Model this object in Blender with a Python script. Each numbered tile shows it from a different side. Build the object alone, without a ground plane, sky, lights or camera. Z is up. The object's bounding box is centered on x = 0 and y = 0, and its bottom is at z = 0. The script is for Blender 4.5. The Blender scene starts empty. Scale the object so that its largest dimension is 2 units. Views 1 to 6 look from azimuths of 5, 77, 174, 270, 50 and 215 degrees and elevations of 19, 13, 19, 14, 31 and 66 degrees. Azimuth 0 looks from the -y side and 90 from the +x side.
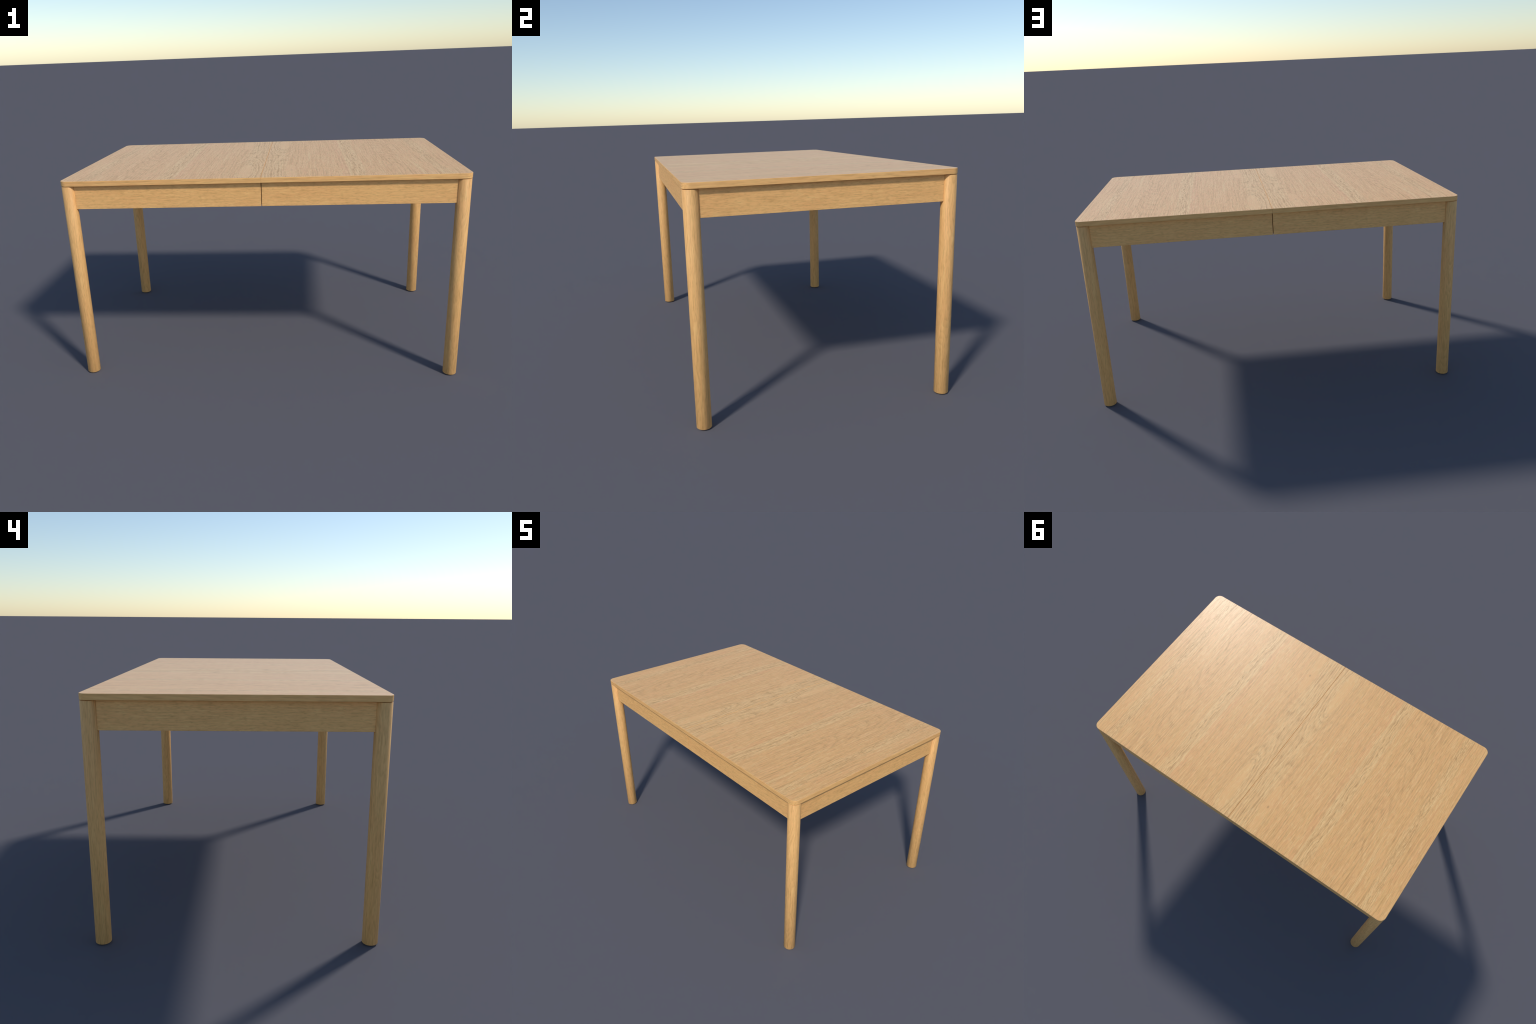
"""Oak dining table: two butted table leaves with rounded corners, an apron split at
the middle of each long side, and four round legs set under the corners.
Real size 140 x 85 x 75 cm, scaled so that 140 cm = 2.00 m."""
import bpy, bmesh, math

CM = 2.0 / 140.0
HALF_L, HALF_W, HEIGHT = 70 * CM, 42.48 * CM, 74.93 * CM
TOP_T = 1.8 * CM                    # table leaf thickness
CORNER_R = 2.5 * CM                 # corner radius of the top, concentric with the leg
LEG_R = 2.37 * CM
LEG_X, LEG_Y = HALF_L - 0.0353, HALF_W - 0.0347
LEG_GAP = 0.2 * CM                  # shadow gap between leg and top
INSET = 1.5 * CM                    # apron set back from the table edge
APRON_H = 8.4 * CM
APRON_T = 1.8 * CM
SPLIT = 0.24 * CM                   # gap in the long aprons
CHAMFER = 0.09 * CM
SEAM = 0.00025                      # half the hairline between the two leaves
FOOT_LIFT = 0.0030                  # the legs stand on small recessed glides


# ------------------------------------------------------------------ node helper
class Graph:
    """Small expression helper over a material's node tree."""

    def __init__(self, name):
        self.mat = bpy.data.materials.new(name)
        self.mat.use_nodes = True
        self.t = self.mat.node_tree
        self.n, self.l = self.t.nodes, self.t.links
        self.bsdf = self.n["Principled BSDF"]

    def put(self, sock, v):
        if isinstance(v, (int, float)):
            sock.default_value = v
        elif isinstance(v, tuple):
            sock.default_value = v if len(sock.default_value) == len(v) else (*v, 1.0)
        else:
            self.l.new(v, sock)

    def m(self, op, a, b=None, c=None, clamp=False):
        nd = self.n.new("ShaderNodeMath")
        nd.operation, nd.use_clamp = op, clamp
        for i, v in enumerate((a, b, c)):
            if v is not None:
                self.put(nd.inputs[i], v)
        return nd.outputs[0]

    def add(self, a, b): return self.m("ADD", a, b)
    def sub(self, a, b): return self.m("SUBTRACT", a, b)
    def mul(self, a, b): return self.m("MULTIPLY", a, b)
    def mad(self, a, b, c): return self.m("MULTIPLY_ADD", a, b, c)

    def step(self, v, lo, hi):
        """smoothstep from lo to hi (0 -> 1)"""
        nd = self.n.new("ShaderNodeMapRange")
        nd.interpolation_type = "SMOOTHSTEP"
        flip = hi < lo
        self.put(nd.inputs["Value"], v)
        nd.inputs["From Min"].default_value = min(lo, hi)
        nd.inputs["From Max"].default_value = max(lo, hi)
        nd.inputs["To Min"].default_value = 1.0 if flip else 0.0
        nd.inputs["To Max"].default_value = 0.0 if flip else 1.0
        return nd.outputs["Result"]

    def bump_mask(self, v, centre, half, soft):
        """1 inside centre +- half, fading over soft"""
        d = self.m("ABSOLUTE", self.sub(v, centre))
        return self.step(d, half + soft, half)

    def vec(self, x, y, z):
        nd = self.n.new("ShaderNodeCombineXYZ")
        for s, v in zip(nd.inputs, (x, y, z)):
            self.put(s, v)
        return nd.outputs[0]

    def noise(self, vec, detail=2.0, rough=0.5, dist=0.0):
        nd = self.n.new("ShaderNodeTexNoise")
        self.l.new(vec, nd.inputs["Vector"])
        nd.inputs["Scale"].default_value = 1.0
        nd.inputs["Detail"].default_value = detail
        nd.inputs["Roughness"].default_value = rough
        nd.inputs["Distortion"].default_value = dist
        return nd.outputs["Fac"]

    def ramp(self, fac, stops):
        nd = self.n.new("ShaderNodeValToRGB")
        e = nd.color_ramp.elements
        while len(e) > 1:
            e.remove(e[-1])
        for i, (p, c) in enumerate(stops):
            el = e[0] if i == 0 else e.new(p)
            el.position = p
            el.color = (*c, 1.0) if isinstance(c, tuple) else (c, c, c, 1.0)
        self.put(nd.inputs["Fac"], fac)
        return nd.outputs["Color"]

    def mix(self, fac, a, b, mode="MIX"):
        nd = self.n.new("ShaderNodeMix")
        nd.data_type, nd.blend_type = "RGBA", mode
        nd.clamp_factor = True
        self.put(nd.inputs["Factor"], fac)
        self.put(nd.inputs[6], a)
        self.put(nd.inputs[7], b)
        return nd.outputs[2]

    def coords(self):
        tc = self.n.new("ShaderNodeTexCoord")
        sp = self.n.new("ShaderNodeSeparateXYZ")
        self.l.new(tc.outputs["Object"], sp.inputs[0])
        return sp.outputs

    def seed(self, k):
        return self.mul(self.n.new("ShaderNodeObjectInfo").outputs["Random"], k)

    def finish(self, colour, rough, height=None, strength=0.1, spec=0.5):
        self.put(self.bsdf.inputs["Base Color"], colour)
        self.put(self.bsdf.inputs["Roughness"], rough)
        self.bsdf.inputs["Specular IOR Level"].default_value = spec
        if height is not None:
            b = self.n.new("ShaderNodeBump")
            b.inputs["Strength"].default_value = strength
            b.inputs["Distance"].default_value = 0.002
            self.l.new(height, b.inputs["Height"])
            self.l.new(b.outputs[0], self.bsdf.inputs["Normal"])
        return self.mat


# palette (linear)
TOP_LIGHT = (0.990, 0.630, 0.265)
TOP_BASE = (0.930, 0.505, 0.186)
TOP_DARK = (0.610, 0.318, 0.108)
TOP_PINK = (0.915, 0.455, 0.178)
TOP_OLIVE = (0.835, 0.482, 0.168)
SIDE_LIGHT = (0.990, 0.610, 0.232)
SIDE_BASE = (0.940, 0.515, 0.190)
SIDE_DARK = (0.600, 0.315, 0.103)
SIDE_PINK = (0.920, 0.455, 0.168)
SIDE_OLIVE = (0.830, 0.470, 0.163)
ROUGH_TOP, ROUGH_SIDE = 0.345, 0.55


def ring_lines(g, h, dark=0.12, fade=0.55):
    """growth rings: a dark early-wood line that fades into pale late wood"""
    f = g.m("FRACT", h)
    return g.ramp(f, [(0.0, 0.35), (0.06, 1.0), (dark, 0.85), (fade, 0.12), (0.88, 0.0), (1.0, 0.30)])


def veneer():
    """Crown-cut veneer of one table leaf; s = distance from the seam, t = along the grain."""
    g = Graph("oak_veneer")
    X, Y, _ = g.coords()
    s0, t = X, g.mul(Y, -1.0)
    low = g.noise(g.vec(g.mul(s0, 5), g.mul(t, 3.2), 1.7), 2)
    mid = g.noise(g.vec(g.mul(s0, 30), g.mul(t, 5.5), 4.1), 2.5)
    fin = g.noise(g.vec(g.mul(s0, 120), g.mul(t, 30), 8.3), 2)
    dash = g.noise(g.vec(g.mul(s0, 230), g.mul(t, 19), 3.0), 2.5, 0.6)
    clump = g.noise(g.vec(g.mul(s0, 120), g.mul(t, 10), 15.0), 2.5, 0.6)
    s = g.mad(g.sub(low, 0.5), 0.022, s0)
    s = g.mad(g.sub(mid, 0.5), 0.010, s)
    wob = g.add(g.mad(mid, 2.0, -1.0), g.mad(fin, 1.2, -0.6))

    def crown(axis, per_m, depth, rate=1.0, heart=-9.0):
        ds = g.mul(g.sub(s, axis), per_m)
        h = g.add(g.m("SQRT", g.add(g.mul(ds, ds), g.mul(depth, depth))), g.mul(wob, rate))
        # uneven ring spacing; the heart of an island stays plain
        uneven = g.add(h, g.mul(g.noise(g.vec(g.mul(h, 0.45), 0.3, 0.0), 1), 2.0))
        return uneven, g.step(h, heart, heart + 0.25)

    def broken(line, lo=0.35):
        """pores break the ring lines into dashes"""
        return g.mul(line, g.mad(g.step(clump, 0.42, 0.60), 1.0 - lo, lo))

    # first crown beside the seam: two islands, bold flank towards the seam
    axis1 = g.mad(g.step(t, 0.0, 0.42), 0.056, 0.088)
    wave = g.m("COSINE", g.mul(g.sub(t, 0.43), 2 * math.pi / 0.86))
    d1 = g.mad(wave, -2.5, 2.6)
    h1, out1 = crown(axis1, 64, d1, 0.45, 1.55)
    l1 = g.mul(broken(ring_lines(g, h1), 0.45), out1)
    m1 = g.mul(g.step(s, 0.20, 0.15), g.mad(g.step(s, 0.13, 0.08), 0.36, 0.30))

    # second crown: only its left flank, cut off straight by the veneer joint at s = 0.43
    d2 = g.mad(g.noise(g.vec(g.mul(t, 5.0), 3.3, 0.4), 1), 8.0, -2.2)
    l2 = broken(ring_lines(g, crown(0.500, 75, d2, 0.8)[0], 0.15, 0.55), 0.40)
    m2 = g.mul(g.step(s0, 0.430, 0.438), g.step(g.mad(mid, 0.05, s), 0.535, 0.505))
    m2 = g.mul(m2, 0.78)

    # third, faint crown with one long island
    dt = g.mul(g.sub(t, 0.44), 8.0)
    d3 = g.m("SQRT", g.mad(dt, dt, 0.1))
    axis3 = g.mad(g.step(t, -0.4, 0.3), 0.055, 0.622)
    h3, out3 = crown(axis3, 46, d3, 0.30, 0.9)
    l3 = g.mul(broken(ring_lines(g, h3, 0.10, 0.35), 0.25), out3)
    m3 = g.mul(g.bump_mask(s, 0.665, 0.04, 0.05), 0.50)

    # fourth crown: tight herringbone near the short edge
    ds = g.mul(g.sub(s, 0.874), 105)
    h4 = g.m("SQRT", g.mad(ds, ds, 0.8))
    h4 = g.add(h4, g.mul(t, 19))
    h4 = g.add(h4, g.mul(wob, 1.7))
    l4 = broken(ring_lines(g, h4, 0.15, 0.55), 0.40)
    m4 = g.mul(g.bump_mask(s, 0.874, 0.012, 0.03), g.mad(mid, 0.6, 0.25))

    # straight grain and pores everywhere
    st = g.noise(g.vec(g.mul(s, 135), g.mul(t, 2.4), 2.0), 3, 0.6)
    st2 = g.noise(g.vec(g.mul(s, 55), g.mul(t, 1.4), 9.0), 2)
    speck = g.noise(g.vec(g.mul(s0, 190), g.mul(t, 34), 6.5), 2)
    hue = g.noise(g.vec(g.mul(s, 110), g.mul(t, 7), 12.0), 2.5)

    crowns = g.add(g.add(g.mul(l1, m1), g.mul(l2, m2)), g.add(g.mul(l3, m3), g.mul(l4, m4)))
    calm = g.m("SUBTRACT", 1.0, g.m("MAXIMUM", m1, m2), clamp=True)
    streak = g.mul(g.step(st, 0.48, 0.66), g.mad(calm, 0.28, 0.12))
    streak = g.add(streak, g.mul(g.step(st2, 0.5, 0.75), g.mul(calm, 0.12)))
    # clusters of short flecks, dark and pale, inside the crown bands
    band = g.m("MAXIMUM", g.mul(g.bump_mask(s, 0.055, 0.03, 0.05), out1), g.bump_mask(s, 0.470, 0.022, 0.025))
    band = g.m("MAXIMUM", band, g.mul(g.bump_mask(s, 0.876, 0.012, 0.03), 0.8))
    crowns = g.add(crowns, g.mul(g.mul(g.step(clump, 0.52, 0.64), band), 0.20))
    plain = g.add(g.mul(g.step(s, 0.24, 0.20), g.sub(1.0, out1)), g.mul(m3, g.mul(g.sub(1.0, out3), 0.6)))
    plain = g.mad(plain, -0.75, 1.0)
    pore = g.mul(g.step(dash, 0.48, 0.66), 0.42)
    dark = g.m("ADD", crowns, g.mul(g.add(streak, pore), plain), clamp=True)

    # pale lines: the veneer joint and two light rays
    joint = g.bump_mask(g.mad(g.sub(mid, 0.5), 0.006, s0), 0.4345, 0.0015, 0.007)
    ray = g.mul(g.bump_mask(s, 0.236, 0.002, 0.007), g.bump_mask(t, 0.02, 0.06, 0.15))
    ray2 = g.mul(g.bump_mask(s, 0.777, 0.003, 0.008), g.step(t, 0.2, 0.4))
    pale = g.add(g.mul(joint, 0.55), g.mul(g.add(ray, ray2), 0.6))
    pale = g.add(pale, g.mul(g.step(st, 0.46, 0.32), 0.55))
    pale = g.add(pale, g.mul(g.step(speck, 0.50, 0.66), g.mad(band, 0.25, 0.50)))
    pale = g.m("ADD", pale, g.mul(g.m("MAXIMUM", band, g.m("MAXIMUM", m2, g.mul(m1, 0.7))), 0.45), clamp=True)

    pink = g.mul(g.bump_mask(s, 0.412, 0.006, 0.022), 0.45)
    pink = g.add(pink, g.mul(g.step(hue, 0.50, 0.62), 0.45))
    pink = g.m("ADD", pink, g.mul(g.step(low, 0.5, 0.75), 0.20), clamp=True)

    col = g.mix(pink, TOP_BASE, TOP_PINK)
    col = g.mix(g.mul(g.step(hue, 0.47, 0.34), 0.55), col, TOP_OLIVE)
    col = g.mix(pale, col, TOP_LIGHT)
    col = g.mix(dark, col, TOP_DARK)
    # the small knot inside the first island
    kx, ky = g.mul(g.sub(s0, 0.146), 1.6), g.sub(t, 0.427)
    kd = g.m("SQRT", g.add(g.mul(kx, kx), g.mul(ky, ky)))
    col = g.mix(g.mul(g.step(kd, 0.013, 0.003), 0.45), col, (0.32, 0.165, 0.065))
    return g.finish(col, g.mad(dark, 0.08, ROUGH_TOP), g.sub(1.0, dark), 0.08)


def solid_oak(name, along, flecks=0.5, ring=30.0, contrast=0.5, tilt=0.05, short=1.0, fine=1.0, tone=1.0):
    """Solid oak with the grain along one object axis ('x', 'y' or 'z')."""
    g = Graph(name)
    c = dict(zip("xyz", g.coords()))
    t = c.pop(along)
    (u, v) = c.values()
    sd = g.seed(17.0)
    low = g.noise(g.vec(g.mad(t, 2.4, sd), g.mul(u, 9), g.mul(v, 9)), 2)
    mid = g.noise(g.vec(g.mad(t, 11 * short, sd), g.mul(u, 60), g.mul(v, 60)), 2)
    # rings about a pith lying outside the piece, wandering along the grain
    pu = g.add(g.add(u, 0.055), g.mad(low, 0.09, g.mul(t, tilt)))
    pv = g.add(g.add(v, 0.02), g.mul(low, 0.03))
    r = g.m("SQRT", g.add(g.mul(pu, pu), g.mul(pv, pv)))
    h = g.add(g.mul(r, ring * 4), g.mad(mid, 1.0, sd))
    st = g.noise(g.vec(g.mad(t, 6 * short, sd), g.mul(u, 120 * fine), g.mul(v, 120 * fine)), 3, 0.65)
    fl = g.noise(g.vec(g.mad(t, 30 * short * fine, sd), g.mul(u, 160 * fine), g.mul(v, 160 * fine)), 2.5, 0.6)
    bl = g.noise(g.vec(g.mad(t, 20 * short, sd), g.mul(u, 100 * fine), g.mul(v, 100 * fine)), 2.5)
    lines = g.mul(ring_lines(g, h, 0.2, 0.7), g.mad(g.step(fl, 0.36, 0.6), contrast * 0.6, contrast * 0.4))
    dark = g.add(lines, g.mul(g.step(st, 0.48, 0.66), 0.34))
    dark = g.m("ADD", dark, g.mul(g.step(fl, 0.48, 0.66), flecks), clamp=True)
    pale = g.m("ADD", g.mul(g.step(st, 0.46, 0.28), 0.5), g.mul(g.step(bl, 0.50, 0.70), 0.5), clamp=True)
    col = g.mix(g.mul(g.step(low, 0.42, 0.7), 0.45), SIDE_BASE, SIDE_PINK)
    col = g.mix(g.mul(g.step(bl, 0.48, 0.30), 0.7), col, SIDE_OLIVE)
    col = g.mix(pale, col, SIDE_LIGHT)
    col = g.mix(g.mul(dark, 0.8), col, SIDE_DARK)
    col = g.mix(1.0, col, (tone, tone, tone, 1.0), "MULTIPLY")
    return g.finish(col, ROUGH_SIDE, g.sub(1.0, dark), 0.04, spec=0.35)


# ------------------------------------------------------------------ mesh helpers
def link(name, mesh, parent, mats):
    for m in mats:
        mesh.materials.append(m)
    ob = bpy.data.objects.new(name, mesh)
    bpy.context.collection.objects.link(ob)
    ob.parent = parent
    return ob


def outline_half(inset=0.0, n=10):
    """Outline of one leaf (x from the seam to the short edge), corners rounded."""
    r, x1, y1, x0 = CORNER_R - inset, HALF_L - inset, HALF_W - inset, inset + SEAM
    pts = [(x0, -y1)]
    for k in range(n + 1):
        a = -math.pi / 2 + k * math.pi / 2 / n
        pts.append((x1 - r + r * math.cos(a), -y1 + r + r * math.sin(a)))
    for k in range(n + 1):
        a = k * math.pi / 2 / n
        pts.append((x1 - r + r * math.cos(a), y1 - r + r * math.sin(a)))
    pts.append((x0, y1))
    return pts


def loft_mesh(name, rings, mat_of=None, smooth=True, angle=35):
    """Closed solid through stacked closed rings, n-gon caps at both ends."""
    bm = bmesh.new()
    vs = [[bm.verts.new(p) for p in ring] for ring in rings]
    n = len(rings[0])
    for i in range(len(rings) - 1):
        for k in range(n):
            q = (k + 1) % n
            f = bm.faces.new((vs[i][k], vs[i][q], vs[i + 1][q], vs[i + 1][k]))
            if mat_of:
                f.material_index = mat_of(i)
    bm.faces.new(list(reversed(vs[0]))).material_index = mat_of(-1) if mat_of else 0
    bm.faces.new(vs[-1]).material_index = mat_of(len(rings)) if mat_of else 0
    bmesh.ops.recalc_face_normals(bm, faces=bm.faces)
    if mat_of:
        bm.normal_update()
        for f in bm.faces:          # edging of the short side runs along y
            if f.material_index == 1 and abs(f.normal.x) > abs(f.normal.y):
                f.material_index = 2
    for e in bm.edges:
        e.smooth = len(e.link_faces) < 2 or e.calc_face_angle(0) < math.radians(angle)
    for f in bm.faces:
        f.smooth = smooth
    me = bpy.data.meshes.new(name)
    bm.to_mesh(me)
    bm.free()
    return me


def leaf_mesh():
    z0, z1, c = HEIGHT - TOP_T, HEIGHT, CHAMFER
    levels = [(z0, c), (z0 + c, 0.0), (z1 - c, 0.0), (z1, c)]
    rings = [[(x, y, z) for x, y in outline_half(i)] for z, i in levels]
    # faces: walls and chamfers are solid edging (1), the broad faces veneer (0)
    return loft_mesh("tabletop_leaf", rings, lambda i: 1 if 0 <= i <= 2 else 0, angle=40)


def leg_mesh(seg=48):
    z0, z1, c = FOOT_LIFT, HEIGHT - TOP_T - LEG_GAP, 0.0016
    levels = [(z0, LEG_R - c), (z0 + c, LEG_R), (z1 - c * 0.5, LEG_R), (z1, LEG_R - c * 0.5)]
    rings = [[(r * math.cos(2 * math.pi * k / seg), r * math.sin(2 * math.pi * k / seg), z)
              for k in range(seg)] for z, r in levels]
    glide = [[(0.72 * LEG_R * math.cos(2 * math.pi * k / seg), 0.72 * LEG_R * math.sin(2 * math.pi * k / seg), z)
              for k in range(seg)] for z in (0.0, z0 + 0.002)]
    return loft_mesh("leg", rings, angle=50), loft_mesh("glide", glide, angle=50)


def board_mesh(name, lx, ly, lz, c=0.0011):
    """Board with chamfered edges; outer face at y = 0 looking to -y, top at z = 0."""
    bm = bmesh.new()
    bmesh.ops.create_cube(bm, size=1.0)
    for v in bm.verts:
        v.co = (v.co.x * lx, v.co.y * ly + ly / 2, v.co.z * lz - lz / 2)
    bmesh.ops.bevel(bm, geom=list(bm.edges), offset=c, segments=2, affect="EDGES", profile=0.5)
    for f in bm.faces:
        f.smooth = False
    me = bpy.data.meshes.new(name)
    bm.to_mesh(me)
    bm.free()
    return me


# ------------------------------------------------------------------ build
table = bpy.data.objects.new("dining_table", None)
table["label"] = "rectangular light oak dining table with four round legs"
table["category"] = "dining table"
bpy.context.collection.objects.link(table)

oak_top = veneer()
oak_edge = solid_oak("oak_edging", "x", flecks=0.25, ring=22, contrast=0.35, short=0.6)
oak_edge_short = solid_oak("oak_edging_short", "y", flecks=0.25, ring=22, contrast=0.35, short=0.6)
oak_apron = solid_oak("oak_apron", "x", fine=1.3, flecks=0.42, ring=26, contrast=0.22, tilt=0.02)
oak_leg = solid_oak("oak_leg", "z", flecks=0.35, ring=36, contrast=0.40, short=0.6, fine=1.45, tone=0.93)

# two leaves: the second is the first turned half round about the centre
leaf = link("tabletop_leaf", leaf_mesh(), table, [oak_top, oak_edge, oak_edge_short])
leaf.rotation_euler = (0, 0, math.pi)
twin = leaf.copy()
twin.rotation_euler = (0, 0, 0)
bpy.context.collection.objects.link(twin)

# legs under the rounded corners
me, glide_me = leg_mesh()
felt = Graph("felt_glide").finish((0.09, 0.07, 0.055), 0.9, spec=0.2)
first = link("leg", me, table, [oak_leg])
first.location = (LEG_X, LEG_Y, 0)
pad = link("glide", glide_me, first, [felt])
for k, (sx, sy) in enumerate(((-1, 1), (-1, -1), (1, -1))):
    ob = first.copy()
    ob.location = (sx * LEG_X, sy * LEG_Y, 0)
    ob.rotation_euler = (0, 0, (k + 1) * math.pi / 2)
    bpy.context.collection.objects.link(ob)
    foot = pad.copy()
    foot.parent = ob
    bpy.context.collection.objects.link(foot)

# aprons: their ends meet the round legs where the outer face cuts the leg
TOP_Z = HEIGHT - TOP_T + 0.001                     # let slightly into the top
BOARD_H = APRON_H + 0.001
chord = math.sqrt(LEG_R ** 2 - (0.035 - INSET) ** 2)
long_end = LEG_X - chord - 0.0004
short_end = LEG_Y - chord - 0.0004
half_len = long_end - SPLIT / 2
me = board_mesh("side_apron", half_len, APRON_T, BOARD_H)
side = None
for sy in (-1, 1):
    for sx in (-1, 1):
        if side is None:
            ob = side = link("side_apron", me, table, [oak_apron])
        else:
            ob = side.copy()
            bpy.context.collection.objects.link(ob)
        ob.location = (sx * (SPLIT / 2 + half_len / 2), sy * (HALF_W - INSET), TOP_Z)
        ob.rotation_euler = (0, 0, 0 if sy < 0 else math.pi)
me = board_mesh("end_apron", 2 * short_end, APRON_T, BOARD_H)
end = link("end_apron", me, table, [oak_apron])
end.location = (HALF_L - INSET, 0, TOP_Z)
end.rotation_euler = (0, 0, math.pi / 2)
ob = end.copy()
ob.location = (-(HALF_L - INSET), 0, TOP_Z)
ob.rotation_euler = (0, 0, -math.pi / 2)
bpy.context.collection.objects.link(ob)

# short boards added behind the split aprons to darken the view through the gap
me = board_mesh("gap_backing", 0.16, 2.0 * CM, APRON_H - 0.15 * CM)
backing_mat = Graph("gap_backing_dark").finish((0.06, 0.055, 0.05), 0.6)  # near-black so the added boards make the apron gap look shaded
backing = link("gap_backing", me, table, [backing_mat])
backing.location = (0, -(HALF_W - INSET - APRON_T - 0.0012), TOP_Z)
ob = backing.copy()
ob.location = (0, HALF_W - INSET - APRON_T - 0.0012, TOP_Z)
ob.rotation_euler = (0, 0, math.pi)
bpy.context.collection.objects.link(ob)
